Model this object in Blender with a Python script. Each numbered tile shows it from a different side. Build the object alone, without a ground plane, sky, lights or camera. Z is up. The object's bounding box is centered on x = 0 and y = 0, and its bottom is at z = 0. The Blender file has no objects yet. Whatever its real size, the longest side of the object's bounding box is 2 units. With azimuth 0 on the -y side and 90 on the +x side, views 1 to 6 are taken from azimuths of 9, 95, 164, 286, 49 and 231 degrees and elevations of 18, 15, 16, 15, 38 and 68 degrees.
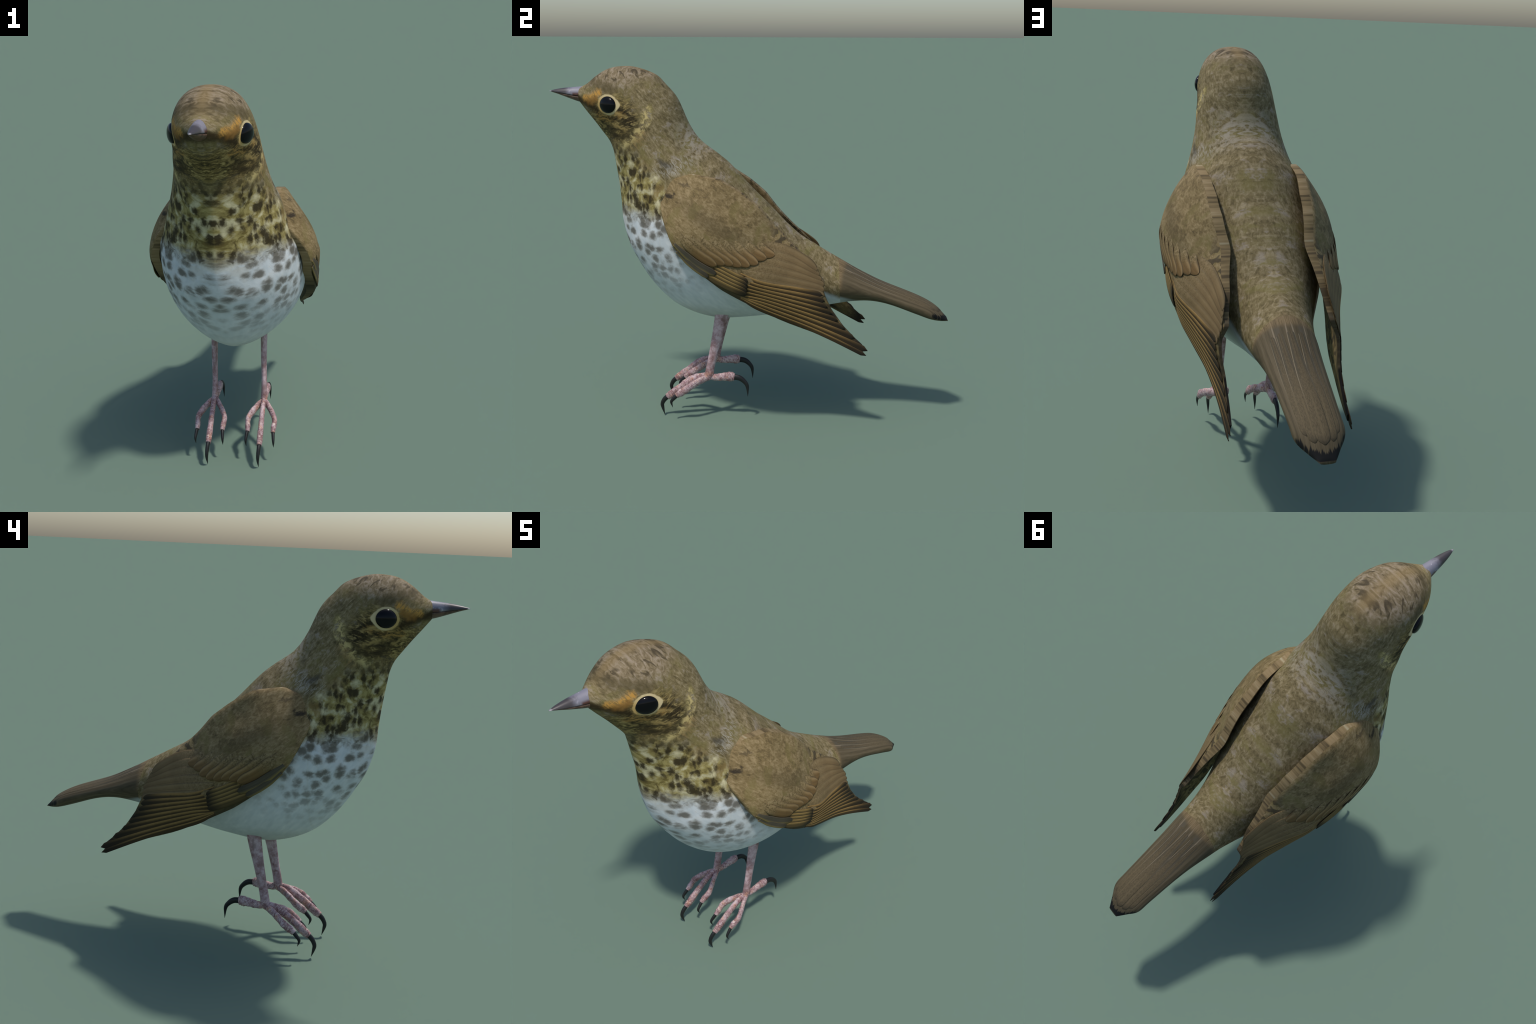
"""A brown, spotted song bird standing on two thin pink legs.
Frame: metres, beak towards -y, tail towards +y, mirrored about x = 0."""
import bpy
import math
import random
import numpy as np
from mathutils import Vector

random.seed(7)

# ----------------------------------------------------------------- helpers
def smooth(a, b, t):
    t = max(0.0, min(1.0, (t - a) / (b - a)))
    return t * t * (3 - 2 * t)


def catmull(points, n):
    """n samples of a Catmull-Rom curve through points (uniform parameter)."""
    P = np.array(points, float)
    P = np.vstack([2 * P[0] - P[1], P, 2 * P[-1] - P[-2]])
    out = []
    for t in np.linspace(0, len(points) - 1, n):
        i = min(int(t), len(points) - 2)
        f = t - i
        a, b, c, d = P[i], P[i + 1], P[i + 2], P[i + 3]
        out.append(0.5 * (2 * b + (c - a) * f + (2 * a - 5 * b + 4 * c - d) * f * f + (3 * b - a - 3 * c + d) * f ** 3))
    return np.array(out)


def mesh_object(name, verts, faces, material, parent=None, uvs=None, shade=True):
    me = bpy.data.meshes.new(name)
    me.from_pydata([tuple(v) for v in verts], [], faces)
    me.update()
    if uvs is not None:
        layer = me.uv_layers.new(name="UVMap")
        for lp in me.loops:
            layer.data[lp.index].uv = uvs[lp.vertex_index]
    if shade:
        me.polygons.foreach_set("use_smooth", [True] * len(me.polygons))
    me.materials.append(material)
    ob = bpy.data.objects.new(name, me)
    bpy.context.scene.collection.objects.link(ob)
    if parent is not None:
        ob.parent = parent
    return ob


def grid_faces(nu, nv, closed_v=False, flip=False):
    faces = []
    for i in range(nu - 1):
        for j in range(nv if closed_v else nv - 1):
            k = (j + 1) % nv
            f = (i * nv + j, i * nv + k, (i + 1) * nv + k, (i + 1) * nv + j)
            faces.append(f[::-1] if flip else f)
    return faces


def mirrored(verts):
    return [(-v[0], v[1], v[2]) for v in verts]


# ------------------------------------------------------- node expression kit
class Nodes:
    def __init__(self, name):
        self.mat = bpy.data.materials.new(name)
        self.mat.use_nodes = True
        self.t = self.mat.node_tree
        self.bsdf = self.t.nodes["Principled BSDF"]

    def put(self, socket, value):
        if isinstance(value, F):
            self.t.links.new(value.s, socket)
        elif isinstance(value, bpy.types.NodeSocket):
            self.t.links.new(value, socket)
        elif isinstance(value, (tuple, list)):
            socket.default_value = tuple(value) + ((1.0,) if len(value) == 3 and socket.type == "RGBA" else ())
        else:
            socket.default_value = value

    def math(self, op, *args, clamp=False):
        n = self.t.nodes.new("ShaderNodeMath")
        n.operation = op
        n.use_clamp = clamp
        for i, a in enumerate(args):
            self.put(n.inputs[i], a)
        return F(self, n.outputs[0])

    def coords(self, kind="Object"):
        n = self.t.nodes.new("ShaderNodeTexCoord")
        s = self.t.nodes.new("ShaderNodeSeparateXYZ")
        self.t.links.new(n.outputs[kind], s.inputs[0])
        return [F(self, s.outputs[i]) for i in range(3)]

    def vec(self, x, y, z):
        n = self.t.nodes.new("ShaderNodeCombineXYZ")
        for i, a in enumerate((x, y, z)):
            self.put(n.inputs[i], a)
        return n.outputs[0]

    def noise(self, vec, scale, detail=3.0, rough=0.55, distort=0.0):
        n = self.t.nodes.new("ShaderNodeTexNoise")
        self.put(n.inputs["Vector"], vec)
        n.inputs["Scale"].default_value = scale
        n.inputs["Detail"].default_value = detail
        n.inputs["Roughness"].default_value = rough
        n.inputs["Distortion"].default_value = distort
        return F(self, n.outputs["Fac"])

    def voronoi(self, vec, scale, randomness=1.0, out="Distance", feature="F1", smoothness=None):
        n = self.t.nodes.new("ShaderNodeTexVoronoi")
        n.feature = feature
        self.put(n.inputs["Vector"], vec)
        n.inputs["Scale"].default_value = scale
        n.inputs["Randomness"].default_value = randomness
        return F(self, n.outputs[out])

    def step(self, a, b, v):
        n = self.t.nodes.new("ShaderNodeMapRange")
        n.interpolation_type = "SMOOTHSTEP"
        if not isinstance(a, F) and not isinstance(b, F) and a > b:
            return 1.0 - self.step(b, a, v)
        self.put(n.inputs["Value"], v)
        self.put(n.inputs["From Min"], a)
        self.put(n.inputs["From Max"], b)
        return F(self, n.outputs["Result"])

    def mix(self, a, b, fac):
        n = self.t.nodes.new("ShaderNodeMix")
        n.data_type = "RGBA"
        self.put(n.inputs["Factor"], fac)
        self.put(n.inputs["A"], a)
        self.put(n.inputs["B"], b)
        return n.outputs["Result"]

    def ramp(self, fac, *stops):
        n = self.t.nodes.new("ShaderNodeValToRGB")
        e = n.color_ramp.elements
        while len(e) < len(stops):
            e.new(0.5)
        for el, (p, c) in zip(e, stops):
            el.position = p
            el.color = (*c, 1)
        self.put(n.inputs[0], fac)
        return n.outputs[0]

    def scale_colour(self, col, k):
        n = self.t.nodes.new("ShaderNodeVectorMath")
        n.operation = "SCALE"
        self.put(n.inputs[0], col)
        self.put(n.inputs["Scale"], k)
        return n.outputs[0]

    def bump(self, height, strength, distance):
        n = self.t.nodes.new("ShaderNodeBump")
        self.put(n.inputs["Height"], height)
        n.inputs["Strength"].default_value = strength
        n.inputs["Distance"].default_value = distance
        self.t.links.new(n.outputs[0], self.bsdf.inputs["Normal"])

    def finish(self, colour, rough=0.75, spec=0.2):
        self.put(self.bsdf.inputs["Base Color"], colour)
        self.put(self.bsdf.inputs["Roughness"], rough)
        self.bsdf.inputs["Specular IOR Level"].default_value = spec
        return self.mat


class F:
    def __init__(self, k, s):
        self.k, self.s = k, s

    def __add__(self, o): return self.k.math("ADD", self, o)
    __radd__ = __add__
    def __sub__(self, o): return self.k.math("SUBTRACT", self, o)
    def __rsub__(self, o): return self.k.math("SUBTRACT", o, self)
    def __mul__(self, o): return self.k.math("MULTIPLY", self, o)
    __rmul__ = __mul__
    def __truediv__(self, o): return self.k.math("DIVIDE", self, o)
    def abs(self): return self.k.math("ABSOLUTE", self)
    def max(self, o): return self.k.math("MAXIMUM", self, o)
    def min(self, o): return self.k.math("MINIMUM", self, o)
    def sin(self): return self.k.math("SINE", self)
    def sqrt(self): return self.k.math("SQRT", self)
    def pow(self, o): return self.k.math("POWER", self, o)
    def fract(self): return self.k.math("FRACT", self)


# --------------------------------------------------------------- plumage
DARK = (0.030, 0.022, 0.010)
BROWN_LOW = (0.085, 0.066, 0.029)
BROWN = (0.188, 0.145, 0.069)
BROWN_HIGH = (0.320, 0.258, 0.150)
OLIVE = (0.180, 0.150, 0.050)
LILAC = (0.300, 0.255, 0.215)
BUFF = (0.560, 0.440, 0.190)
PALE_BUFF = (0.480, 0.430, 0.255)
ORANGE = (0.500, 0.265, 0.060)
WHITE = (0.640, 0.668, 0.680)
CREAM = (0.610, 0.490, 0.270)


def plumage_material():
    k = Nodes("body_plumage")
    x, y0, z0 = k.coords("Object")
    ax = x.abs()
    # the plumage pattern runs across the body: little change with |x|
    p = k.vec(ax * 0.30, y0, z0)
    wy = (k.noise(p, 14, 2) - 0.5) * 0.040 + (k.noise(p, 55, 2) - 0.5) * 0.022
    wz = (k.noise(k.vec(ax * 0.30 + 5.3, y0, z0), 14, 2) - 0.5) * 0.040 + (k.noise(k.vec(ax * 0.30 + 9.1, y0, z0), 55, 2) - 0.5) * 0.022
    y, z = y0 + wy, z0 + wz

    def blob(cy, cz, ry, rz, angle=0.0, soft=0.45):
        c, s = math.cos(math.radians(angle)), math.sin(math.radians(angle))
        dy, dz = y - cy, z - cz
        a = (dy * c + dz * s) * (1 / ry)
        b = (dz * c - dy * s) * (1 / rz)
        d = (a * a + b * b).sqrt()
        return k.step(1 + soft, 1 - soft, d)

    def line(pts, w, soft=0.8):
        """mask of a soft stroke through points (y, z)"""
        m = None
        for (ay, az), (by, bz) in zip(pts[:-1], pts[1:]):
            ly, lz = by - ay, bz - az
            L2 = ly * ly + lz * lz
            t = k.math("ADD", ((y - ay) * ly + (z - az) * lz) * (1 / L2), 0.0, clamp=True)
            ey, ez = y - ay - t * ly, z - az - t * lz
            d = (ey * ey + ez * ez).sqrt()
            m = d if m is None else m.min(d)
        return k.step(w * (1 + soft), w * (1 - soft), m)

    # feather grain: fine strokes that run down and back
    along = y0 * 0.62 - z0 * 0.78
    across = y0 * 0.78 + z0 * 0.62
    grain = k.noise(k.vec(ax * 0.35, along * 0.26, across), 125, 3, 0.65, 0.8)
    grain2 = k.noise(k.vec(ax * 0.34, y0, z0), 48, 4, 0.65, 1.0)
    patch = k.noise(k.vec(ax * 0.45, y0, z0), 12, 3, 0.6, 0.5)
    patch2 = k.noise(k.vec(ax * 0.50 + 3.0, y0, z0), 22, 3, 0.6, 0.5)

    tone = grain * 0.50 + grain2 * 0.28 + patch2 * 0.22
    brown = k.ramp(tone, (0.36, BROWN_LOW), (0.49, BROWN), (0.62, BROWN_HIGH))
    brown = k.mix(brown, OLIVE, k.step(0.48, 0.64, patch) * 0.55)
    brown = k.mix(brown, k.scale_colour(brown, 0.75), k.step(0.48, 0.34, patch) * 0.55)
    brown = k.mix(brown, LILAC, k.step(0.54, 0.68, patch2) * k.step(0.42, 0.58, grain2) * 0.55)

    # pale wash at nape and shoulder
    nape = blob(-0.285, 1.435, 0.075, 0.045, -50, 0.8)
    brown = k.mix(brown, (0.34, 0.30, 0.235), nape * k.step(0.40, 0.60, grain2) * 0.75)
    brown = k.mix(brown, (0.36, 0.34, 0.29), blob(-0.35, 1.315, 0.085, 0.030, 15, 0.8) * 0.75 * k.step(0.42, 0.62, grain))
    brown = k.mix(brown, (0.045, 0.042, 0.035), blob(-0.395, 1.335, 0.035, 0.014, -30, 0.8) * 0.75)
    # crown: dark bars on a warm pinkish brown
    crown = k.step(1.640, 1.715, z - (y0 + 0.66).abs() * 0.16) * k.step(-0.36, -0.50, y0)
    cap = k.ramp(grain2, (0.36, (0.120, 0.090, 0.050)), (0.5, (0.215, 0.165, 0.098)), (0.64, (0.310, 0.250, 0.180)))
    bars = k.noise(k.vec(ax * 0.55, y0 * 1.2 + z0 * 0.6, z0 * 0.4), 33, 2, 0.5, 1.0)
    cap = k.mix(cap, (0.050, 0.038, 0.024), k.step(0.52, 0.66, bars) * 0.9)
    cap = k.mix(cap, (0.29, 0.20, 0.085), k.step(0.05, 0.0, ax) * 0.5)
    brown = k.mix(brown, cap, crown * 0.85)
    # darker side of the crown above the eye
    brown = k.mix(brown, (0.080, 0.062, 0.028), blob(-0.70, 1.685, 0.10, 0.024, -18, 0.7) * 0.65)

    # ---- face: streaked olive brown and buff
    streak = k.noise(k.vec(ax * 0.5, y0 * 0.45 + z0 * 0.25, z0 * 1.4 - y0 * 0.4), 62, 3, 0.6, 1.0)
    fz = blob(-0.68, 1.520, 0.155, 0.115, 25, 0.35)
    cheek = k.ramp(streak, (0.38, (0.038, 0.028, 0.011)), (0.47, (0.115, 0.082, 0.029)), (0.56, (0.215, 0.150, 0.052)), (0.66, (0.42, 0.32, 0.13)))
    face = k.mix(brown, cheek, fz * 0.9)
    face = k.mix(face, DARK, blob(-0.565, 1.53, 0.062, 0.036, -45, 0.8) * 0.92 * k.step(0.62, 0.46, streak))
    face = k.mix(face, DARK, line([(-0.69, 1.480), (-0.63, 1.448), (-0.555, 1.458)], 0.016) * 0.8)
    face = k.mix(face, (0.038, 0.025, 0.010), line([(-0.840, 1.616), (-0.790, 1.606), (-0.730, 1.575)], 0.015) * 0.95)
    face = k.mix(face, ORANGE, line([(-0.800, 1.626), (-0.76, 1.638), (-0.715, 1.654)], 0.0145) * (0.35 + 0.65 * k.step(0.42, 0.58, grain)) * k.step(0.045, 0.075, ax))
    face = k.mix(face, (0.28, 0.135, 0.030), line([(-0.775, 1.612), (-0.735, 1.620)], 0.014) * 0.7)
    face = k.mix(face, (0.34, 0.18, 0.045), line([(-0.73, 1.545), (-0.66, 1.530), (-0.60, 1.560)], 0.016) * 0.65 * k.step(0.44, 0.58, streak))
    for stroke in ([(-0.635, 1.578), (-0.585, 1.568), (-0.535, 1.535)], [(-0.665, 1.540), (-0.605, 1.520), (-0.550, 1.500)], [(-0.715, 1.520), (-0.67, 1.490), (-0.60, 1.485)]):
        face = k.mix(face, (0.026, 0.020, 0.009), line(stroke, 0.0085, 0.9) * 0.8)
    for stroke in ([(-0.64, 1.560), (-0.58, 1.545)], [(-0.65, 1.505), (-0.59, 1.490)], [(-0.74, 1.530), (-0.70, 1.500)]):
        face = k.mix(face, (0.36, 0.255, 0.095), line(stroke, 0.007, 0.9) * 0.65)
    crescent = line([(-0.475, 1.580), (-0.49, 1.52), (-0.52, 1.465), (-0.56, 1.425), (-0.62, 1.395)], 0.020)
    face = k.mix(face, BUFF, crescent * k.step(0.43, 0.60, k.noise(p, 40, 3, 0.6, 0.6)) * 0.9)
    face = k.mix(face, (0.24, 0.135, 0.04), line([(-0.50, 1.465), (-0.54, 1.415)], 0.026) * 0.45 * k.step(0.42, 0.58, grain))

    # ---- underparts: olive buff breast, white belly
    breast_edge = (y0 + 0.525) * 0.90 + (z0 - 1.385) * 0.72 + wy * 2.2   # < 0 in front of the neck side
    breast = k.step(0.05, -0.05, breast_edge) * k.step(1.45, 1.35, z0 + wz * 1.6 + ax * 0.10)
    flank = z0 + (y0 + 0.40) * 0.50 + wz * 0.5
    white_line = z0 + wz * 1.6 - 1.088 + k.step(0.12, 0.0, ax) * 0.035
    belly = k.step(0.050, -0.045, white_line)
    under = (belly * k.step(-0.36, -0.42, y0)).max(k.step(1.10, 1.07, flank) * k.step(-0.44, -0.40, y0))

    bn = k.noise(p, 24, 4, 0.6, 0.5)
    buff = k.ramp(bn, (0.36, (0.150, 0.115, 0.035)), (0.48, (0.34, 0.28, 0.105)), (0.58, PALE_BUFF), (0.70, (0.64, 0.57, 0.35)))
    rufous = k.step(0.50, 0.62, k.noise(p, 15, 3)) * k.step(-0.14, 0.02, breast_edge)
    buff = k.mix(buff, (0.215, 0.140, 0.045), rufous * 0.85)
    buff = k.mix(buff, k.mix(cheek, (0.11, 0.085, 0.03), 0.3), k.step(1.29, 1.42, z0 + wz) * 0.7)
    body = k.mix(face, buff, breast)
    wn = k.noise(k.vec(ax * 0.4, along * 0.3, across), 50, 3)
    white = k.ramp(wn, (0.3, (0.545, 0.585, 0.605)), (0.6, WHITE), (0.75, (0.71, 0.725, 0.725)))
    white = k.mix(white, (0.60, 0.56, 0.48), k.step(0.50, 0.66, patch2) * k.step(0.92, 1.06, z0) * 0.5)
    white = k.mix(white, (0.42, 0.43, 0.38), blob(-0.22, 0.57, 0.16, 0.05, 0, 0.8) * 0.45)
    body = k.mix(body, white, under)

    # ---- breast spots: drops in rows, dense and dark above, pale and soft below
    sy = y0 + wy * 0.8
    sz = z0 + wz * 0.8
    up_cells = k.voronoi(k.vec(ax * 0.85, sy * 1.25, sz * 0.84), 25, 1.0)
    big = k.noise(k.vec(ax * 0.3 + 2.0, y0, z0), 16, 2)
    drops = k.noise(k.vec(ax * 0.8, sy * 1.5, sz * 0.7), 34, 3, 0.6, 0.8)
    up_spot = k.step(0.20, -0.18, up_cells - (0.13 + big * 0.52) + (drops - 0.5) * 1.0 + (grain - 0.5) * 0.3)
    spot_zone = k.step(0.03, -0.04, breast_edge) * k.step(1.45, 1.35, z0 + wz) * k.step(1.03, 1.10, z0 + wz * 1.6)
    body = k.mix(body, (0.095, 0.066, 0.024), k.step(0.42, -0.05, up_cells - (0.12 + big * 0.52) + (drops - 0.5) * 0.9) * spot_zone * 0.5)
    body = k.mix(body, (0.035, 0.026, 0.012), up_spot * spot_zone * 0.93)
    smudge = k.step(0.50, 0.66, k.noise(k.vec(ax * 0.25 + 7.0, y0 * 0.9, z0 * 1.3), 21, 3, 0.6, 0.6))
    body = k.mix(body, (0.060, 0.047, 0.024), smudge * k.step(0.055, 0.0, (white_line + 0.005).abs()) * k.step(-0.38, -0.42, y0) * 0.75)

    lo_cells = k.voronoi(k.vec(ax * 0.55, sy * 0.90, sz * 1.06), 23, 1.0)
    fade = k.step(0.68, 1.06, z0 - y0 * 0.20)
    lo_core = k.step(0.26, -0.16, lo_cells + (grain2 - 0.5) * 0.5 - (0.05 + big * 0.44 + fade * 0.07))
    lo_halo = k.step(0.34, -0.14, lo_cells + (grain2 - 0.5) * 0.4 - (0.14 + big * 0.44 + fade * 0.06))
    lo_zone = k.step(1.12, 1.06, z0) * fade * k.step(-0.08, -0.30, y0 - (0.75 - z0) * 0.2)
    body = k.mix(body, (0.255, 0.220, 0.165), lo_halo * lo_zone * 0.55)
    body = k.mix(body, (0.070, 0.060, 0.042), lo_core * lo_zone * 0.72)

    # ---- eye ring (cream), drawn to a point behind
    ey, ez = (y - wy * 0.8) + 0.671, (z - wz * 0.8) - 1.600
    point = k.step(0.0, 0.06, ey) * (ez.abs() * -1.0 + 0.03).max(0.0) * 0.40
    d = ((ey * 0.93) * (ey * 0.93) + ez * ez).sqrt() - point
    ring = k.step(0.0515, 0.0455, d + (grain - 0.5) * 0.006) * k.step(0.08, 0.11, ax)
    ring_col = k.mix(CREAM, (0.52, 0.32, 0.09), k.step(0.0, -0.05, ey + ez * 0.3) * 0.75)
    body = k.mix(body, ring_col, ring)

    # tail coverts: warm collar where the tail starts
    collar = k.step(0.40, 0.44, y0 - ax * 0.30 + wy * 0.6) * k.step(0.66, 0.69, z0)
    body = k.mix(body, k.ramp(grain, (0.38, (0.095, 0.070, 0.032)), (0.62, (0.27, 0.195, 0.105))), collar * 0.7)
    k.bump(grain * 0.5 + grain2 * 0.5, 0.25, 0.004)
    return k.finish(body, 0.8, 0.15)


def tail_material():
    k = Nodes("tail_plumage")
    x, y, z = k.coords("Object")
    ax = x.abs()
    fan = ax / (0.145 - 0.055 * y)            # runs along the feathers
    n = k.noise(k.vec(fan * 1.0, y * 0.12, 0.0), 9, 3, 0.6)
    fine = k.noise(k.vec(fan, y * 0.25 - ax, z * 0.4), 60, 3, 0.6)
    col = k.ramp(n * 0.7 + fine * 0.3, (0.36, (0.055, 0.044, 0.025)), (0.5, (0.098, 0.076, 0.043)), (0.66, (0.138, 0.110, 0.068)))
    shaft = k.step(0.035, 0.012, (fan - 0.10 - k.step(0.45, 0.75, y) * 0.10).abs()) + k.step(0.03, 0.012, (fan - 0.52).abs())
    col = k.mix(col, (0.25, 0.20, 0.135), shaft.min(1.0) * k.step(0.80, 0.52, y) * 0.7)
    grey = k.step(0.10, 0.0, (fan - 0.40).abs() - 0.03) * k.step(0.75, 0.5, y)
    col = k.mix(col, (0.085, 0.075, 0.055), grey * 0.6)
    under = k.step(0.0, -0.02, z - 0.675 + (y - 0.47) * 0.28)
    col = k.mix(col, (0.40, 0.43, 0.43), under * k.step(0.56, 0.44, y))
    # black tip with a ragged brown edge
    rag = k.noise(k.vec(fan * 1.0, 0.0, 0.0), 11, 2) - 0.5
    tip = k.step(-0.003, 0.003, y - 0.971 + ax * ax * 9.0 + rag * 0.05) * k.step(0.538, 0.543, z - (0.985 - y) * 0.15)
    col = k.mix(col, (0.010, 0.010, 0.010), tip)
    collar = k.step(0.49, 0.465, y + ax * 0.20 + (fine - 0.5) * 0.04) * k.step(0.69, 0.72, z)
    col = k.mix(col, k.ramp(fine, (0.38, (0.11, 0.078, 0.036)), (0.62, (0.27, 0.19, 0.10))), collar * 0.8)
    k.bump(n * 0.6 + fine * 0.4, 0.3, 0.004)
    return k.finish(col, 0.72, 0.15)


def wing_material():
    k = Nodes("wing_coverts")
    x, y, z = k.coords("Object")
    p = k.vec(x.abs() * 0.12, y, z)
    fuzz = k.noise(k.vec(x.abs() * 0.12, (y * 0.80 - z * 0.60) * 0.35, y * 0.60 + z * 0.80), 130, 3, 0.65, 0.8)
    mid = k.noise(p, 34, 3, 0.6, 0.6)
    big = k.noise(p, 9, 3, 0.55, 0.4)
    col = k.ramp(fuzz * 0.45 + mid * 0.35 + big * 0.20, (0.36, (0.088, 0.062, 0.026)), (0.49, (0.195, 0.138, 0.060)), (0.62, (0.310, 0.232, 0.120)))
    col = k.mix(col, (0.17, 0.135, 0.045), k.step(0.52, 0.66, k.noise(p, 15, 2)) * 0.5)
    wy = (mid - 0.5) * 0.05

    def blob(cy, cz, ry, rz, angle, soft=0.5):
        c, s = math.cos(math.radians(angle)), math.sin(math.radians(angle))
        dy, dz = y + wy - cy, z + wy - cz
        a, b = (dy * c + dz * s) * (1 / ry), (dz * c - dy * s) * (1 / rz)
        return k.step(1 + soft, 1 - soft, (a * a + b * b).sqrt())

    col = k.mix(col, (0.075, 0.055, 0.024), blob(-0.12, 1.06, 0.21, 0.034, -32, 0.9) * 0.5)
    col = k.mix(col, (0.025, 0.019, 0.014), blob(-0.362, 1.193, 0.024, 0.011, -5) * 0.9)
    col = k.mix(col, (0.07, 0.05, 0.025), blob(-0.29, 1.245, 0.03, 0.008, -20) * 0.7)
    # lower edge and hind part: the dark undersides of the flight feathers
    low = k.step(0.03, -0.03, (z - 0.93) + (y + 0.29) * 0.68)
    col = k.mix(col, (0.035, 0.030, 0.016), low * 0.85)
    hind = k.step(0.36, 0.40, y + (mid - 0.5) * 0.03)
    stripe = k.noise(k.vec(y * 0.12 - z * 0.10, y * 0.62 + z * 0.78, 0), 60, 2, 0.5)
    col = k.mix(col, k.ramp(stripe, (0.42, (0.016, 0.013, 0.008)), (0.62, (0.13, 0.092, 0.036))), hind * k.step(0.52, 0.40, y))
    col = k.mix(col, (0.014, 0.011, 0.008), k.step(0.42, 0.56, y))
    # barred hind edge of the upper rim
    rim = k.step(0.08, 0.16, y) * k.step(0.40, 0.34, y)
    rimbar = k.noise(k.vec(0.0, y, z), 30, 1, 0.4)
    col = k.mix(col, (0.050, 0.037, 0.022), rim * k.step(0.50, 0.56, rimbar) * 0.85)
    k.bump(fuzz * 0.6 + mid * 0.4, 0.3, 0.004)
    return k.finish(col, 0.75, 0.2)


def wing_rim_material():
    """the thick upper and front rim of the folded wing: banded across"""
    k = Nodes("wing_rim")
    x, y, z = k.coords("Object")
    band = k.noise(k.vec(0.0, y, z), 26, 2, 0.55)
    fine = k.noise(k.vec(x.abs() * 0.1, y, z), 110, 2, 0.5)
    col = k.ramp(band * 0.7 + fine * 0.3, (0.36, (0.085, 0.062, 0.030)), (0.48, (0.210, 0.150, 0.072)), (0.58, (0.260, 0.190, 0.098)), (0.68, (0.360, 0.310, 0.190)))
    dark = k.step(0.10, 0.18, y) * k.step(0.46, 0.52, band)
    col = k.mix(col, (0.050, 0.036, 0.020), dark * 0.85)
    col = k.mix(col, (0.030, 0.024, 0.014), k.step(0.34, 0.40, y) * k.step(0.60, 0.45, band) * 0.9)
    col = k.mix(col, (0.012, 0.010, 0.008), k.step(0.43, 0.44, y))
    low = k.step(0.02, -0.02, (z - 0.90) + (y + 0.29) * 0.68)
    col = k.mix(col, (0.022, 0.021, 0.012), low * k.step(0.2, 0.1, y))
    return k.finish(col, 0.75, 0.15)


def feather_material(name, web, edge, shaft, tip_dark, edge_side=1.0, inner_dark=0.7, blend=0.0, rim=0.0):
    """u runs from quill to tip, v across the vane."""
    k = Nodes(name)
    u, v, _ = k.coords("UV")
    ox, oy, oz = k.coords("Object")
    s = (v - 0.5) * 2.0 * edge_side
    barbs = k.noise(k.vec(u * 0.6 + s.abs() * 0.12, s * 0.5, oy * 1.5), 34, 3, 0.6)
    broad = k.noise(k.vec(oy, oz, 0), 16, 2)
    col = k.mix(web, edge, k.step(0.15, 0.8, s + (barbs - 0.5) * 0.5))
    col = k.mix(col, DARK, k.step(-0.25, -0.75, s + (barbs - 0.5) * 0.3) * inner_dark)
    col = k.mix(col, web, k.step(0.35, 0.05, s) * 0.6)
    col = k.mix(col, DARK, k.step(0.66, 0.98, s + (barbs - 0.5) * 0.25) * rim)  # rim: thin shadow line between overlapping feathers, painted along the vane edge
    col = k.mix(col, shaft, k.step(0.10, 0.03, s.abs()) * 0.5)
    col = k.mix(col, (0.018, 0.014, 0.009), k.step(0.62, 0.98, u + (barbs - 0.5) * 0.15) * tip_dark)
    fuzz = k.noise(k.vec(0.0, oy, oz), 110, 3, 0.65, 1.0)
    col = k.mix(col, k.ramp(fuzz, (0.36, (0.085, 0.064, 0.028)), (0.49, (0.180, 0.130, 0.058)), (0.62, (0.27, 0.205, 0.108))), k.step(0.62, 0.12, u + (fuzz - 0.5) * 0.5) * blend)
    col = k.scale_colour(col, 0.66 + broad * 0.34 + barbs * 0.34)
    k.bump(barbs, 0.2, 0.003)
    return k.finish(col, 0.7, 0.18)


def tail_feather_material():
    k = Nodes("tail_feather_vane")
    u, v, _ = k.coords("UV")
    x, y, z = k.coords("Object")
    s = (v - 0.5) * 2.0
    barbs = k.noise(k.vec(u * 2.2 + s.abs() * 0.25, s * 0.6, x * 2.0), 26, 3, 0.6)
    col = k.ramp(barbs, (0.36, (0.066, 0.052, 0.029)), (0.52, (0.105, 0.081, 0.045)), (0.68, (0.140, 0.108, 0.062)))
    col = k.mix(col, (0.062, 0.054, 0.038), k.step(0.25, 0.7, s.abs()) * k.step(0.62, 0.30, u) * 0.7)
    col = k.mix(col, (0.215, 0.175, 0.115), k.step(0.84, 0.93, s.abs()) * k.step(0.80, 0.35, u) * 0.8)
    col = k.mix(col, (0.060, 0.042, 0.026), k.step(0.14, 0.04, s.abs()) * k.step(0.50, 0.15, u) * 0.8)
    col = k.mix(col, (0.150, 0.115, 0.062), k.step(0.20, 0.05, s.abs()) * k.step(0.50, 0.75, u) * 0.5)
    col = k.mix(col, (0.060, 0.047, 0.030), k.step(0.93, 0.99, u) * 0.6)
    k.bump(barbs, 0.2, 0.003)
    return k.finish(col, 0.72, 0.15)


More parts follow.
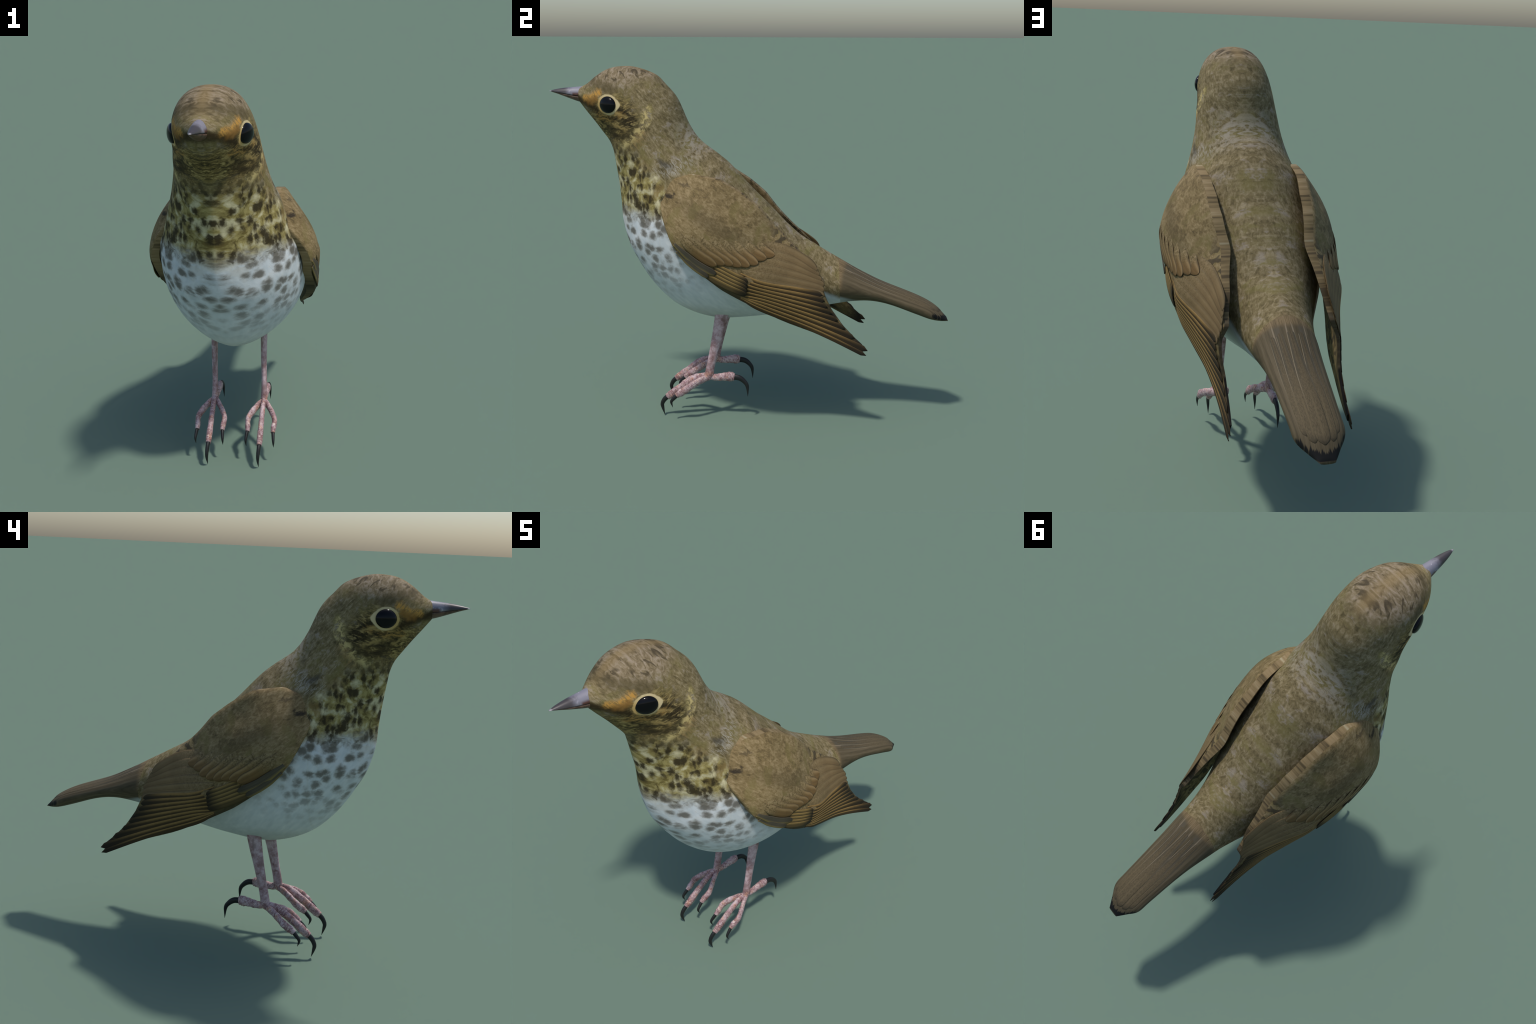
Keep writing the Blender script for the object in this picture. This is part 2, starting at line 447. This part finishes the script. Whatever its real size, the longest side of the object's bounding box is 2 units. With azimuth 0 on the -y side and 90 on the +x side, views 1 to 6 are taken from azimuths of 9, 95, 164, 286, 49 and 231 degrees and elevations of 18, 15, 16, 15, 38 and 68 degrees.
def skin_material():
    k = Nodes("leg_skin")
    x, y, z = k.coords("Object")
    p = k.vec(x, y, z)
    a = k.noise(p, 22, 3, 0.55, 0.5)
    b = k.noise(k.vec(x, y, z * 1.0), 60, 3, 0.6, 1.0)
    col = k.ramp(a * 0.65 + b * 0.35, (0.36, (0.215, 0.110, 0.105)), (0.49, (0.390, 0.255, 0.265)), (0.62, (0.560, 0.430, 0.450)))
    # wrinkles and orange joints on the toes
    wr = k.noise(k.vec(x * 0.6, y * 1.2 + z * 0.5, z * 0.5), 95, 2, 0.5, 1.8)
    toes = k.step(0.27, 0.24, z)
    col = k.mix(col, (0.52, 0.27, 0.19), k.step(0.54, 0.66, k.noise(p, 30, 2)) * toes * 0.7)
    col = k.mix(col, (0.66, 0.52, 0.44), k.step(0.56, 0.63, wr) * toes * 0.75)
    col = k.mix(col, (0.20, 0.09, 0.085), k.step(0.45, 0.38, wr) * toes * 0.75)
    tarsus = k.step(0.25, 0.30, z)
    col = k.mix(col, (0.215, 0.135, 0.130), k.step(0.52, 0.66, k.noise(k.vec(x, y, z * 0.5), 26, 2)) * tarsus * 0.7)
    k.bump(wr * 0.6 + b * 0.4, 0.35, 0.003)
    return k.finish(col, 0.55, 0.3)


def plain_material(name, colour, rough, spec=0.5, coat=0.0):
    k = Nodes(name)
    x, y, z = k.coords("Object")
    n = k.noise(k.vec(x, y, z), 60, 3)
    col = k.scale_colour(k.ramp(n, (0.0, colour), (1.0, colour)), 0.8 + n * 0.4)
    k.bsdf.inputs["Coat Weight"].default_value = coat
    k.bsdf.inputs["Coat Roughness"].default_value = 0.05
    return k.finish(col, rough, spec)


def beak_material(lower=False):
    k = Nodes("lower_beak_horn" if lower else "upper_beak_horn")
    x, y, z = k.coords("Object")
    n = k.noise(k.vec(x, y, z), 45, 3, 0.6, 0.5)
    if lower:
        col = k.ramp(n, (0.35, (0.055, 0.030, 0.016)), (0.65, (0.15, 0.085, 0.055)))
    else:
        col = k.mix((0.055, 0.046, 0.048), (0.225, 0.215, 0.255), k.step(-0.925, -0.875, y + (n - 0.5) * 0.05))
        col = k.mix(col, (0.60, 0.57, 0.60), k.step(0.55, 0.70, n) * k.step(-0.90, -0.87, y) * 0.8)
        col = k.mix(col, (0.09, 0.035, 0.025), k.step(1.655, 1.640, z) * k.step(-0.885, -0.87, y))
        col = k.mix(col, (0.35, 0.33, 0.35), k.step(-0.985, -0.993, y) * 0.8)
    return k.finish(col, 0.42, 0.5)


M_BODY = plumage_material()
M_TAIL = tail_material()
M_WING = wing_material()
M_RIM = wing_rim_material()
M_SKIN = skin_material()
M_CLAW = plain_material("claw_horn", (0.012, 0.012, 0.012), 0.5, 0.4)
M_EYE = plain_material("eye_gloss", (0.003, 0.003, 0.004), 0.10, 0.20, 0.0)
M_BEAK_U = beak_material()
M_BEAK_L = beak_material(True)
M_PRIMARY = feather_material("primary_feather_vane", (0.062, 0.039, 0.016), (0.250, 0.152, 0.050), (0.025, 0.018, 0.010), 0.9, 1.0, 0.9)
M_SECONDARY = feather_material("secondary_feather_vane", (0.178, 0.117, 0.052), (0.215, 0.148, 0.070), (0.11, 0.075, 0.035), 0.25, 1.0, 0.35, 0.5, 0.55)
M_COVERT = feather_material("covert_feather_vane", (0.165, 0.097, 0.035), (0.300, 0.198, 0.090), (0.12, 0.076, 0.034), 0.10, 1.0, 0.85, 0.9, 0.75)
M_PCOVERT = feather_material("primary_covert_vane", (0.090, 0.062, 0.024), (0.230, 0.150, 0.050), (0.05, 0.035, 0.015), 0.95, 1.0, 0.8)
M_RECTRIX = tail_feather_material()
M_ALULA = feather_material("alula_vane", (0.085, 0.072, 0.050), (0.190, 0.140, 0.050), (0.05, 0.04, 0.025), 0.4, -1.0, 0.5)

# ------------------------------------------------------------------ the bird
bird = bpy.data.objects.new("thrush", None)
bpy.context.scene.collection.objects.link(bird)
bird["label"] = "small brown song bird with dark-spotted pale breast, standing"
bird["category"] = "bird"

# Body sections from the beak root to the tail tip.
# top (y, z), bottom (y, z), half width, place of the widest line (0 top, 1 bottom),
# roundness of the upper and lower half (2 = ellipse, less = keel, more = box)
SECTIONS = [
    (-0.850, 1.668, -0.850, 1.606, 0.028, 0.50, 2.0, 2.0),
    (-0.804, 1.692, -0.812, 1.556, 0.074, 0.46, 2.0, 1.7),
    (-0.758, 1.728, -0.774, 1.508, 0.107, 0.47, 2.0, 1.6),
    (-0.706, 1.758, -0.740, 1.462, 0.129, 0.46, 2.1, 1.6),
    (-0.650, 1.772, -0.705, 1.411, 0.146, 0.46, 2.2, 1.48),
    (-0.573, 1.771, -0.688, 1.365, 0.161, 0.47, 2.3, 1.48),
    (-0.474, 1.738, -0.680, 1.315, 0.170, 0.48, 2.2, 1.58),
    (-0.420, 1.688, -0.672, 1.256, 0.180, 0.47, 2.1, 1.6),
    (-0.365, 1.623, -0.665, 1.190, 0.189, 0.46, 1.95, 1.55),
    (-0.311, 1.503, -0.659, 1.120, 0.211, 0.45, 1.85, 1.57),
    (-0.256, 1.423, -0.653, 1.020, 0.240, 0.46, 1.85, 1.6),
    (-0.168, 1.356, -0.630, 0.925, 0.273, 0.49, 1.85, 1.68),
    (-0.106, 1.303, -0.594, 0.845, 0.304, 0.51, 1.9, 1.74),
    (-0.006, 1.195, -0.499, 0.695, 0.323, 0.52, 1.9, 1.72),
    (0.090, 1.102, -0.375, 0.581, 0.317, 0.52, 1.9, 1.68),
    (0.167, 1.022, -0.200, 0.517, 0.280, 0.52, 1.9, 1.56),
    (0.242, 0.956, 0.000, 0.524, 0.224, 0.50, 1.9, 1.52),
    (0.332, 0.902, 0.195, 0.555, 0.168, 0.50, 1.8, 1.50),
    (0.410, 0.857, 0.390, 0.600, 0.134, 0.52, 1.7, 1.8),
    (0.467, 0.824, 0.500, 0.624, 0.123, 0.55, 1.7, 2.0),
    (0.560, 0.770, 0.600, 0.633, 0.111, 0.55, 1.7, 2.2),
    (0.656, 0.722, 0.700, 0.617, 0.103, 0.52, 1.8, 2.4),
    (0.818, 0.660, 0.829, 0.571, 0.095, 0.50, 1.9, 2.5),
    (0.895, 0.623, 0.897, 0.548, 0.090, 0.50, 2.0, 2.6),
    (0.945, 0.590, 0.947, 0.535, 0.058, 0.55, 2.0, 2.6),
    (0.986, 0.547, 0.993, 0.532, 0.028, 0.60, 2.0, 2.6),
]
PER, RING = 8, 72


def ring_points(s):
    ty, tz, by, bz, w, um, nt, nb = s
    pts = []
    for j in range(RING):
        th = 2 * math.pi * j / RING
        u = (1 - math.cos(th)) / 2
        # keep samples even on both sides of the widest line
        if u < um:
            q = abs(1 - u / um)
            xx = (1 - min(1, q) ** nt) ** (1 / nt)
        else:
            q = abs((u - um) / (1 - um))
            xx = (1 - min(1, q) ** nb) ** (1 / nb)
        sx = 1 if th < math.pi else -1
        if j in (0, RING // 2):
            xx = 0
        pts.append((sx * w * xx, ty + (by - ty) * u, tz + (bz - tz) * u))
    return pts


def build_body():
    n_sec = (len(SECTIONS) - 1) * PER + 1
    params = catmull(SECTIONS, n_sec)
    verts = [p for s in params for p in ring_points(s)]
    faces = grid_faces(n_sec, RING, closed_v=True)
    ring_of = [i // RING for i in range(len(verts))]
    first, last = len(verts), len(verts) + 1
    verts.append(tuple(np.mean(verts[:RING], axis=0)))
    verts.append(tuple(np.mean(verts[(n_sec - 1) * RING:n_sec * RING], axis=0)))
    faces += [(first, (j + 1) % RING, j) for j in range(RING)]
    o = (n_sec - 1) * RING
    faces += [(last, o + j, o + (j + 1) % RING) for j in range(RING)]
    whole = bpy.data.meshes.new("whole")
    whole.from_pydata(verts, [], faces)
    # outward normals
    whole.update()
    if sum((f.center - Vector((0, f.center.y, f.center.z))).dot(f.normal) for f in whole.polygons) < 0:
        faces = [f[::-1] for f in faces]
        whole = bpy.data.meshes.new("whole")
        whole.from_pydata(verts, [], faces)
        whole.update()
    normals = [tuple(v.normal) for v in whole.vertices]
    ring_of += [0, n_sec - 1]
    regions = [("head", -1, int(6.5 * PER), M_BODY), ("neck", int(6.5 * PER), 10 * PER, M_BODY),
               ("torso", 10 * PER, int(18.5 * PER), M_BODY), ("tail", int(18.5 * PER), 10 ** 6, M_TAIL)]
    for name, lo, hi, mat in regions:
        sel = [f for f in faces if lo <= min(ring_of[i] for i in f) < hi] if lo >= 0 else [f for f in faces if min(ring_of[i] for i in f) < hi]
        used = sorted({i for f in sel for i in f})
        remap = {i: k for k, i in enumerate(used)}
        ob = mesh_object(name, [verts[i] for i in used], [tuple(remap[i] for i in f) for f in sel], mat, bird)
        ob.data.normals_split_custom_set_from_vertices([normals[i] for i in used])


build_body()


def tail_feather(side, lane, end, half, lift):
    """a long vane lying on the upper face of the tail; lane: place across, 0 the middle"""
    tail = bpy.data.objects["tail"]
    nu, nv = 44, 11
    top, low, uv = [], [], []
    for i in range(nu):
        u = i / (nu - 1)
        y = 0.475 + (end - 0.475) * u
        spread = 1.0 - 0.28 * u
        w = half * (0.55 + 0.45 * smooth(0, 0.6, u)) * max(0.02, 1 - max(0, (u - 0.93) / 0.07) ** 2) ** 0.5
        for j in range(nv):
            s = 2 * j / (nv - 1) - 1
            room = 0.86 * (0.092 - 0.65 * max(0.0, y - 0.895))      # stay on the upper face
            x = max(-room, min(room, side * lane * spread + s * w))
            hit, p, _, _ = tail.ray_cast(Vector((x, y, 2)), Vector((0, 0, -1)))
            z = (p.z if hit else 0.55) + lift * smooth(0, 0.25, u) - 0.002 * (1 - smooth(0, 0.1, u)) + 0.0008 * (1 - s * s)
            top.append((x, y, z))
            low.append((x, y, z - 0.003))
            uv.append((u, 0.5 + 0.5 * s * (side or 1)))
    m = nu * nv
    faces = grid_faces(nu, nv) + [tuple(m + i for i in f[::-1]) for f in grid_faces(nu, nv)]
    edge = [i * nv for i in range(nu)] + [(nu - 1) * nv + j for j in range(1, nv)] + [i * nv + nv - 1 for i in range(nu - 2, -1, -1)] + [j for j in range(nv - 2, 0, -1)]
    for a, b in zip(edge, edge[1:] + edge[:1]):
        faces.append((b, a, m + a, m + b))
    ob = mesh_object("tail_feather", top + low, faces, M_RECTRIX, tail, uvs=uv + uv)
    fix_normals(ob)


# ---------------------------------------------------------------- beak, eyes
def loft(stations, n=20, ring=16, power=2.0):
    """stations: centre (x, y, z), half width (x), half height along 'up', up vector (y, z)"""
    S = catmull([(*c, rx, rz, *up) for c, rx, rz, up in stations], n)
    verts = []
    for s in S:
        c, rx, rz, uy, uz = s[:3], max(s[3], 1e-4), max(s[4], 1e-4), s[5], s[6]
        L = math.hypot(uy, uz)
        for j in range(ring):
            a = 2 * math.pi * j / ring
            verts.append((c[0] + rx * math.cos(a), c[1] + rz * math.sin(a) * uy / L, c[2] + rz * math.sin(a) * uz / L))
    faces = grid_faces(n, ring, closed_v=True)
    verts += [tuple(S[0][:3]), tuple(S[-1][:3])]
    a, b = len(verts) - 2, len(verts) - 1
    faces += [(a, (j + 1) % ring, j) for j in range(ring)] + [(b, (n - 1) * ring + j, (n - 1) * ring + (j + 1) % ring) for j in range(ring)]
    return verts, faces


def fix_normals(ob):
    import bmesh
    bm = bmesh.new()
    bm.from_mesh(ob.data)
    bmesh.ops.recalc_face_normals(bm, faces=bm.faces)
    bm.to_mesh(ob.data)
    bm.free()


def half_beak(name, top, bottom, widths, mat, flat_low):
    """top and bottom edge lines of the side view, half widths; lens-shaped section"""
    n, ring = 24, 20
    T, B, W = catmull(top, n), catmull(bottom, n), catmull([(w,) for w in widths], n)
    verts = []
    for t, b, w in zip(T, B, W):
        w = max(float(w[0]), 0.0008)
        for j in range(ring):
            a = 2 * math.pi * j / ring
            sn, cs = math.sin(a), math.cos(a)
            # flat side below (upper beak) or above (lower beak)
            v = sn if (sn > 0) != flat_low else sn
            f = (v + 1) / 2
            if flat_low:
                f = max(f, 0.0)
                wide = math.sqrt(max(0.0, 1 - f ** 2)) if f > 0.04 else 0.9
            else:
                wide = math.sqrt(max(0.0, 1 - (1 - f) ** 2)) if f < 0.96 else 0.9
            sx = 1 if cs >= 0 else -1
            verts.append((sx * w * wide, b[0] + (t[0] - b[0]) * f, b[1] + (t[1] - b[1]) * f))
    faces = grid_faces(n, ring, closed_v=True)
    verts += [(0, *((T[0] + B[0]) / 2)), (0, *((T[-1] + B[-1]) / 2))]
    a, b = len(verts) - 2, len(verts) - 1
    faces += [(a, (j + 1) % ring, j) for j in range(ring)] + [(b, (n - 1) * ring + j, (n - 1) * ring + (j + 1) % ring) for j in range(ring)]
    ob = mesh_object(name, verts, faces, mat, bird)
    fix_normals(ob)
    return ob


half_beak("upper_beak", [(-0.825, 1.678), (-0.86, 1.674), (-0.92, 1.669), (-0.965, 1.662), (-0.999, 1.654)],
          [(-0.825, 1.630), (-0.86, 1.632), (-0.92, 1.641), (-0.965, 1.648), (-0.999, 1.652)],
          [0.036, 0.031, 0.023, 0.014, 0.003], M_BEAK_U, True)
half_beak("lower_beak", [(-0.825, 1.629), (-0.86, 1.631), (-0.92, 1.640), (-0.96, 1.647), (-0.992, 1.6505)],
          [(-0.825, 1.597), (-0.86, 1.605), (-0.92, 1.626), (-0.96, 1.640), (-0.992, 1.6495)],
          [0.034, 0.029, 0.021, 0.012, 0.002], M_BEAK_L, False)

bpy.context.view_layer.update()
tail_feather(0, 0.0, 0.955, 0.026, 0.0022)
for side in (1, -1):
    tail_feather(side, 0.043, 0.945, 0.021, 0.0014)
    tail_feather(side, 0.072, 0.920, 0.017, 0.0006)

for side in (1, -1):
    nu, nv = 20, 40
    out = Vector((0.91, -0.41, 0.03)).normalized()
    tan = Vector((0.41, 0.91, 0.0)).normalized()
    upv = out.cross(tan)
    hit = bpy.data.objects["head"].ray_cast(Vector((1, -0.672, 1.600)), Vector((-1, 0, 0)))[1]
    c = hit - out * 0.003
    verts = []
    for i in range(nu):
        a = math.pi * i / (nu - 1)
        for j in range(nv):
            b = 2 * math.pi * j / nv
            q = c + out * (0.0195 * math.cos(a)) + tan * (0.0460 * math.sin(a) * math.cos(b)) + upv * (0.0395 * math.sin(a) * math.sin(b))
            verts.append((side * q.x, q.y, q.z))
    eye = mesh_object("eye", verts, grid_faces(nu, nv, closed_v=True), M_EYE, bird)
    fix_normals(eye)

# --------------------------------------------------------------------- wings
# outer face of the folded wing: x as a smooth (thin plate) surface over (y, z)
WING_FACE = np.array([
    (.226, -.20, 1.29), (.25, -.40, 1.19), (.286, -.362, 1.193), (.382, -.28, .98), (.362, -.347, 1.01),
    (.366, -.283, .912), (.372, -.13, .843), (.362, -.065, .738), (.349, .02, .735), (.366, -.053, .88),
    (.247, .134, .973), (.212, .138, 1.013), (.226, -.03, 1.208), (.218, .055, 1.14), (.232, -.13, 1.268), (.22, .339, .826), (.237, .37, .75), (.239, .583, .43),
    (.238, .433, .608), (.314, .10, .64), (.249, .373, .716), (.379, -.213, 1.042), (.380, -.15, .970),
    (.357, .06, .800), (.341, -.23, 1.137), (.338, -.084, 1.06), (.300, .15, .86), (.288, .25, .73),
    (.272, .25, .57), (.330, .0, .98), (.262, -.08, 1.17)])


def plate(r):
    return np.where(r > 1e-9, r * r * np.log(np.maximum(r, 1e-9)), 0.0)


Q = WING_FACE[:, 1:]
N = len(Q)
A = np.zeros((N + 3, N + 3))
A[:N, :N] = plate(np.linalg.norm(Q[:, None] - Q[None], axis=2)) + 1e-3 * np.eye(N)
A[:N, N:] = np.c_[np.ones(N), Q]
A[N:, :N] = A[:N, N:].T
COEF = np.linalg.solve(A, np.r_[WING_FACE[:, 0], 0, 0, 0])


def wing_x(y, z):
    r = np.hypot(Q[:, 0] - y, Q[:, 1] - z)
    return float(plate(r) @ COEF[:N] + COEF[N] + COEF[N + 1] * y + COEF[N + 2] * z)


# cross lines of the wing from shoulder to tip: upper edge (y, z), lower edge (y, z), thickness
WING_RIBS = [
    (-.404, 1.200, -.404, 1.185, .030), (-.390, 1.235, -.406, 1.155, .040), (-.340, 1.270, -.396, 1.110, .045),
    (-.268, 1.288, -.366, 1.040, .045), (-.130, 1.262, -.336, .978, .050), (-.032, 1.202, -.290, .912, .055),
    (.052, 1.134, -.210, .845, .057), (.107, 1.066, -.110, .768, .055), (.190, .978, -.019, .713, .048),
    (.288, .884, .086, .648, .036), (.332, .822, .160, .607, .030), (.370, .782, .210, .582, .024),
    (.368, .735, .260, .560, .018), (.384, .696, .300, .544, .015), (.407, .648, .350, .523, .013),
    (.463, .566, .420, .492, .011), (.523, .503, .500, .456, .010), (.560, .470, .548, .436, .008)]


def smoothed_ribs():
    n = 90
    P = np.array(WING_RIBS)
    t = np.linspace(0, len(P) - 1, n)
    return np.array([[np.interp(v, range(len(P)), P[:, c]) for c in range(5)] for v in t])


def build_wing(side):
    ribs = smoothed_ribs()
    nu, nv = len(ribs), 26
    outer, inner = [], []
    for uy, uz, ly, lz, th in ribs:
        for j in range(nv):
            f = j / (nv - 1)
            y, z = uy + (ly - uy) * f, uz + (lz - uz) * f
            # rounded rims
            e = 1 - max(0, 1 - min(f, 1 - f) / 0.05) ** 2 * 0.25
            xo = wing_x(y, z) - 0.0030
            mid = xo - th / 2
            outer.append((side * (mid + th / 2 * e), y, z))
            inner.append((side * (mid - th / 2 * e), y, z))
    verts = outer + inner
    m = nu * nv
    faces = grid_faces(nu, nv) + [tuple(m + i for i in f[::-1]) for f in grid_faces(nu, nv)]
    edge = [i * nv for i in range(nu)] + [(nu - 1) * nv + j for j in range(1, nv)] + [i * nv + nv - 1 for i in range(nu - 2, -1, -1)] + [j for j in range(nv - 2, 0, -1)]
    for a, b in zip(edge, edge[1:] + edge[:1]):
        faces.append((b, a, m + a, m + b))
    wing = mesh_object("wing", verts, faces, M_WING, bird)
    fix_normals(wing)
    wing.data.set_sharp_from_angle(angle=math.radians(50))
    wing.data.materials.append(M_RIM)
    for f in wing.data.polygons:
        ids = list(f.vertices)
        cols = {i % m % nv for i in ids}
        if (min(ids) < m <= max(ids)) or cols <= {0, 1}:
            f.material_index = 1 if cols != {0, 1} or max(ids) >= m else 0

    def feather(name, points, half, mat, lift, tilt=0.002, blunt=2.2, base=0.55, thick=0.003):
        """points: quill, middle(s), tip in (y, z); half: half width of the vane"""
        nu, nv = 30, 9
        C = catmull(points, nu)
        T = np.gradient(C, axis=0)
        T /= np.linalg.norm(T, axis=1)[:, None]
        L = np.linalg.norm(C[-1] - C[0])
        top, low, uv = [], [], []
        for i in range(nu):
            u = i / (nu - 1)
            nrm = np.array((-T[i][1], T[i][0]))          # towards the back of the bird
            w = half * (base + (1 - base) * smooth(0, 0.35, u)) * max(0.0, 1 - max(0, (u - (1 - 2.2 * half / L)) / (2.2 * half / L)) ** blunt) ** (1 / blunt)
            w = max(w, 0.0006)
            for j in range(nv):
                s = 2 * j / (nv - 1) - 1
                q = C[i] + nrm * s * w
                up = lift * smooth(0, 0.45, u) + tilt * s + 0.0006 * (1 - s * s) - 0.004 * (1 - smooth(0, 0.3, u))
                xo = wing_x(*q) + up
                top.append((side * xo, q[0], q[1]))
                low.append((side * (xo - thick), q[0], q[1]))
                uv.append((u, j / (nv - 1)))
        m = nu * nv
        faces = grid_faces(nu, nv) + [tuple(m + i for i in f[::-1]) for f in grid_faces(nu, nv)]
        edge = [i * nv for i in range(nu)] + [(nu - 1) * nv + j for j in range(1, nv)] + [i * nv + nv - 1 for i in range(nu - 2, -1, -1)] + [j for j in range(nv - 2, 0, -1)]
        for a, b in zip(edge, edge[1:] + edge[:1]):
            faces.append((b, a, m + a, m + b))
        ob = mesh_object(name, top + low, faces, mat, wing, uvs=uv + uv)
        fix_normals(ob)

    # flight feathers of the hand: long, narrow, stacked; tips step down the hind edge
    low_y, low_z = [r[2] for r in WING_RIBS], [r[3] for r in WING_RIBS]
    tips = [(.365, .720), (.376, .692), (.390, .660), (.412, .627), (.441, .590), (.478, .548), (.524, .502), (.587, .441), (.581, .4175)]
    for i, tip in enumerate(tips):
        z = .792 - .0175 * i
        lead = i == len(tips) - 1
        inset = .011 if lead else .014
        pts = []
        for y, zz in ((-.02, z + .055 - .004 * i), (.09, z), (.09 + (tip[0] - .09) * .55, z + (tip[1] - z) * .55)):
            rim = float(np.interp(y, low_y, low_z))
            pts.append((y, rim + inset if lead else max(zz, rim + inset)))
        feather("primary_feather", pts + [tip], .0165 if not lead else .0105, M_PRIMARY, .0014 - .0002 * i, .0012, 1.6)
    # flight feathers of the arm: broad, brown
    for i in range(6):
        f = i / 5
        quill = (.075 - .13 * f, .975 - .14 * f)
        tip = (.335 + .040 * min(1, f * 1.6), .832 - .112 * f)
        mid = ((quill[0] + tip[0]) / 2 + .012, (quill[1] + tip[1]) / 2 + .008 - .012 * f)
        feather("secondary_feather", [quill, mid, tip], .030 - .008 * f, M_SECONDARY, .0022 - .0003 * i, .0007, 1.8)
    # greater coverts: a row of short rounded feathers
    for i in range(8):
        f = i / 7
        quill = (-.300 + .350 * f, 1.030 - .050 * f)
        tip = (-.125 + .262 * f, .888 + .006 * math.sin(f * 9) + .030 * max(0, f - .7) / .3)
        mid = ((quill[0] + tip[0]) / 2 - .004, (quill[1] + tip[1]) / 2 - .010)
        feather("covert_feather", [quill, mid, tip], .025, M_COVERT, .0030 + .0001 * i, .0008, 1.8, .6, .002)
    # primary coverts and the bastard wing at the lower rim
    for i in range(5):
        f = i / 4
        quill = (-.135 - .07 * f, .893 - .038 * f)
        tip = (.018 - .006 * f, .812 - .068 * f)
        mid = ((quill[0] + tip[0]) / 2, (quill[1] + tip[1]) / 2 - .004)
        feather("primary_covert_feather", [quill, mid, tip], .015, M_PCOVERT, .0034 - .0002 * i, .0010, 2.0, .55, .002)
    feather("alula_feather", [(-.325, .985), (-.225, .902), (-.128, .846)], .018, M_ALULA, .0048, .001, 2.0)
    feather("alula_feather", [(-.315, .950), (-.235, .880), (-.165, .832)], .014, M_ALULA, .0040, .001, 2.0)


for side in (1, -1):
    build_wing(side)

# ---------------------------------------------------------------------- legs
def tube(points, radii, n=28, ring=14, rings_amp=0.0, rings=0):
    """tube through points (x, y, z); radii: (rx, r in the vertical plane)"""
    C, R = catmull(points, n), catmull(radii, n)
    T = np.gradient(C, axis=0)
    T /= np.linalg.norm(T, axis=1)[:, None]
    verts = []
    for i in range(n):
        t = T[i]
        side = np.cross(t, (0, 0, 1)) if abs(t[2]) < 0.9 else np.array((1.0, 0, 0)) - t * t[0]
        if side[0] < 0:
            side = -side
        side /= np.linalg.norm(side)
        up = np.cross(side, t)
        k = 1 + rings_amp * math.cos(2 * math.pi * rings * i / (n - 1))
        for j in range(ring):
            a = 2 * math.pi * j / ring
            verts.append(tuple(C[i] + side * math.cos(a) * max(R[i][0], 4e-4) * k + up * math.sin(a) * max(R[i][1], 4e-4) * k))
    faces = grid_faces(n, ring, closed_v=True)
    verts += [tuple(C[0]), tuple(C[-1])]
    a, b = len(verts) - 2, len(verts) - 1
    faces += [(a, (j + 1) % ring, j) for j in range(ring)] + [(b, (n - 1) * ring + j, (n - 1) * ring + (j + 1) % ring) for j in range(ring)]
    return verts, faces


LEG_X = 0.120
for side in (1, -1):
    def part(name, pts, radii, mat, parent, **kw):
        v, f = tube([(side * LEG_X - 0.002 + dx, y, z) for dx, y, z in pts], radii, **kw)
        ob = mesh_object(name, v, f, mat, parent)
        fix_normals(ob)
        return ob

    leg = part("leg", [(-.002, -.135, .600), (-.002, -.148, .530), (-.002, -.170, .430), (0, -.192, .330), (0, -.206, .265), (0, -.210, .232), (0, -.212, .212)],
               [(.016, .036), (.0155, .033), (.0140, .026), (.0130, .022), (.0140, .022), (.0165, .023), (.008, .012)], M_SKIN, bird)
    part("toe", [(0, -.200, .226), (.001, -.245, .226), (.002, -.290, .207), (.003, -.350, .167), (.003, -.405, .124), (.003, -.430, .106)],
         [(.009, .015), (.0118, .0195), (.0122, .0195), (.0128, .0200), (.0142, .0215), (.0120, .017)], M_SKIN, leg, rings_amp=.05, rings=7)
    part("claw", [(.003, -.420, .113), (.002, -.444, .093), (0, -.459, .065), (-.001, -.457, .040), (0, -.447, .001)],
         [(.0095, .013), (.009, .0125), (.008, .010), (.006, .0075), (.0006, .0006)], M_CLAW, leg)
    for d in (1, -1):
        part("toe", [(d * .002, -.205, .224), (d * .022, -.245, .215), (d * .046, -.283, .199), (d * .063, -.318, .178), (d * .061, -.350, .155), (d * .060, -.370, .140)],
             [(.009, .015), (.0108, .0185), (.0112, .0190), (.0118, .0190), (.0122, .0188), (.010, .014)], M_SKIN, leg, rings_amp=.05, rings=5)
        part("claw", [(d * .060, -.362, .146), (d * .063, -.383, .127), (d * .065, -.398, .106), (d * .0645, -.391, .075)],
             [(.008, .0105), (.0075, .010), (.0055, .007), (.0006, .0006)], M_CLAW, leg)
    part("toe", [(0, -.215, .224), (0, -.170, .223), (0, -.130, .228), (.001, -.098, .230), (.001, -.080, .228)],
         [(.010, .014), (.013, .019), (.0145, .022), (.0155, .026), (.0125, .020)], M_SKIN, leg, rings_amp=.05, rings=6)
    part("claw", [(.002, -.088, .229), (.002, -.055, .225), (.002, -.030, .207), (.003, -.014, .180), (.004, -.011, .124)],
         [(.0105, .0150), (.010, .0145), (.009, .0120), (.007, .0090), (.0006, .0006)], M_CLAW, leg)
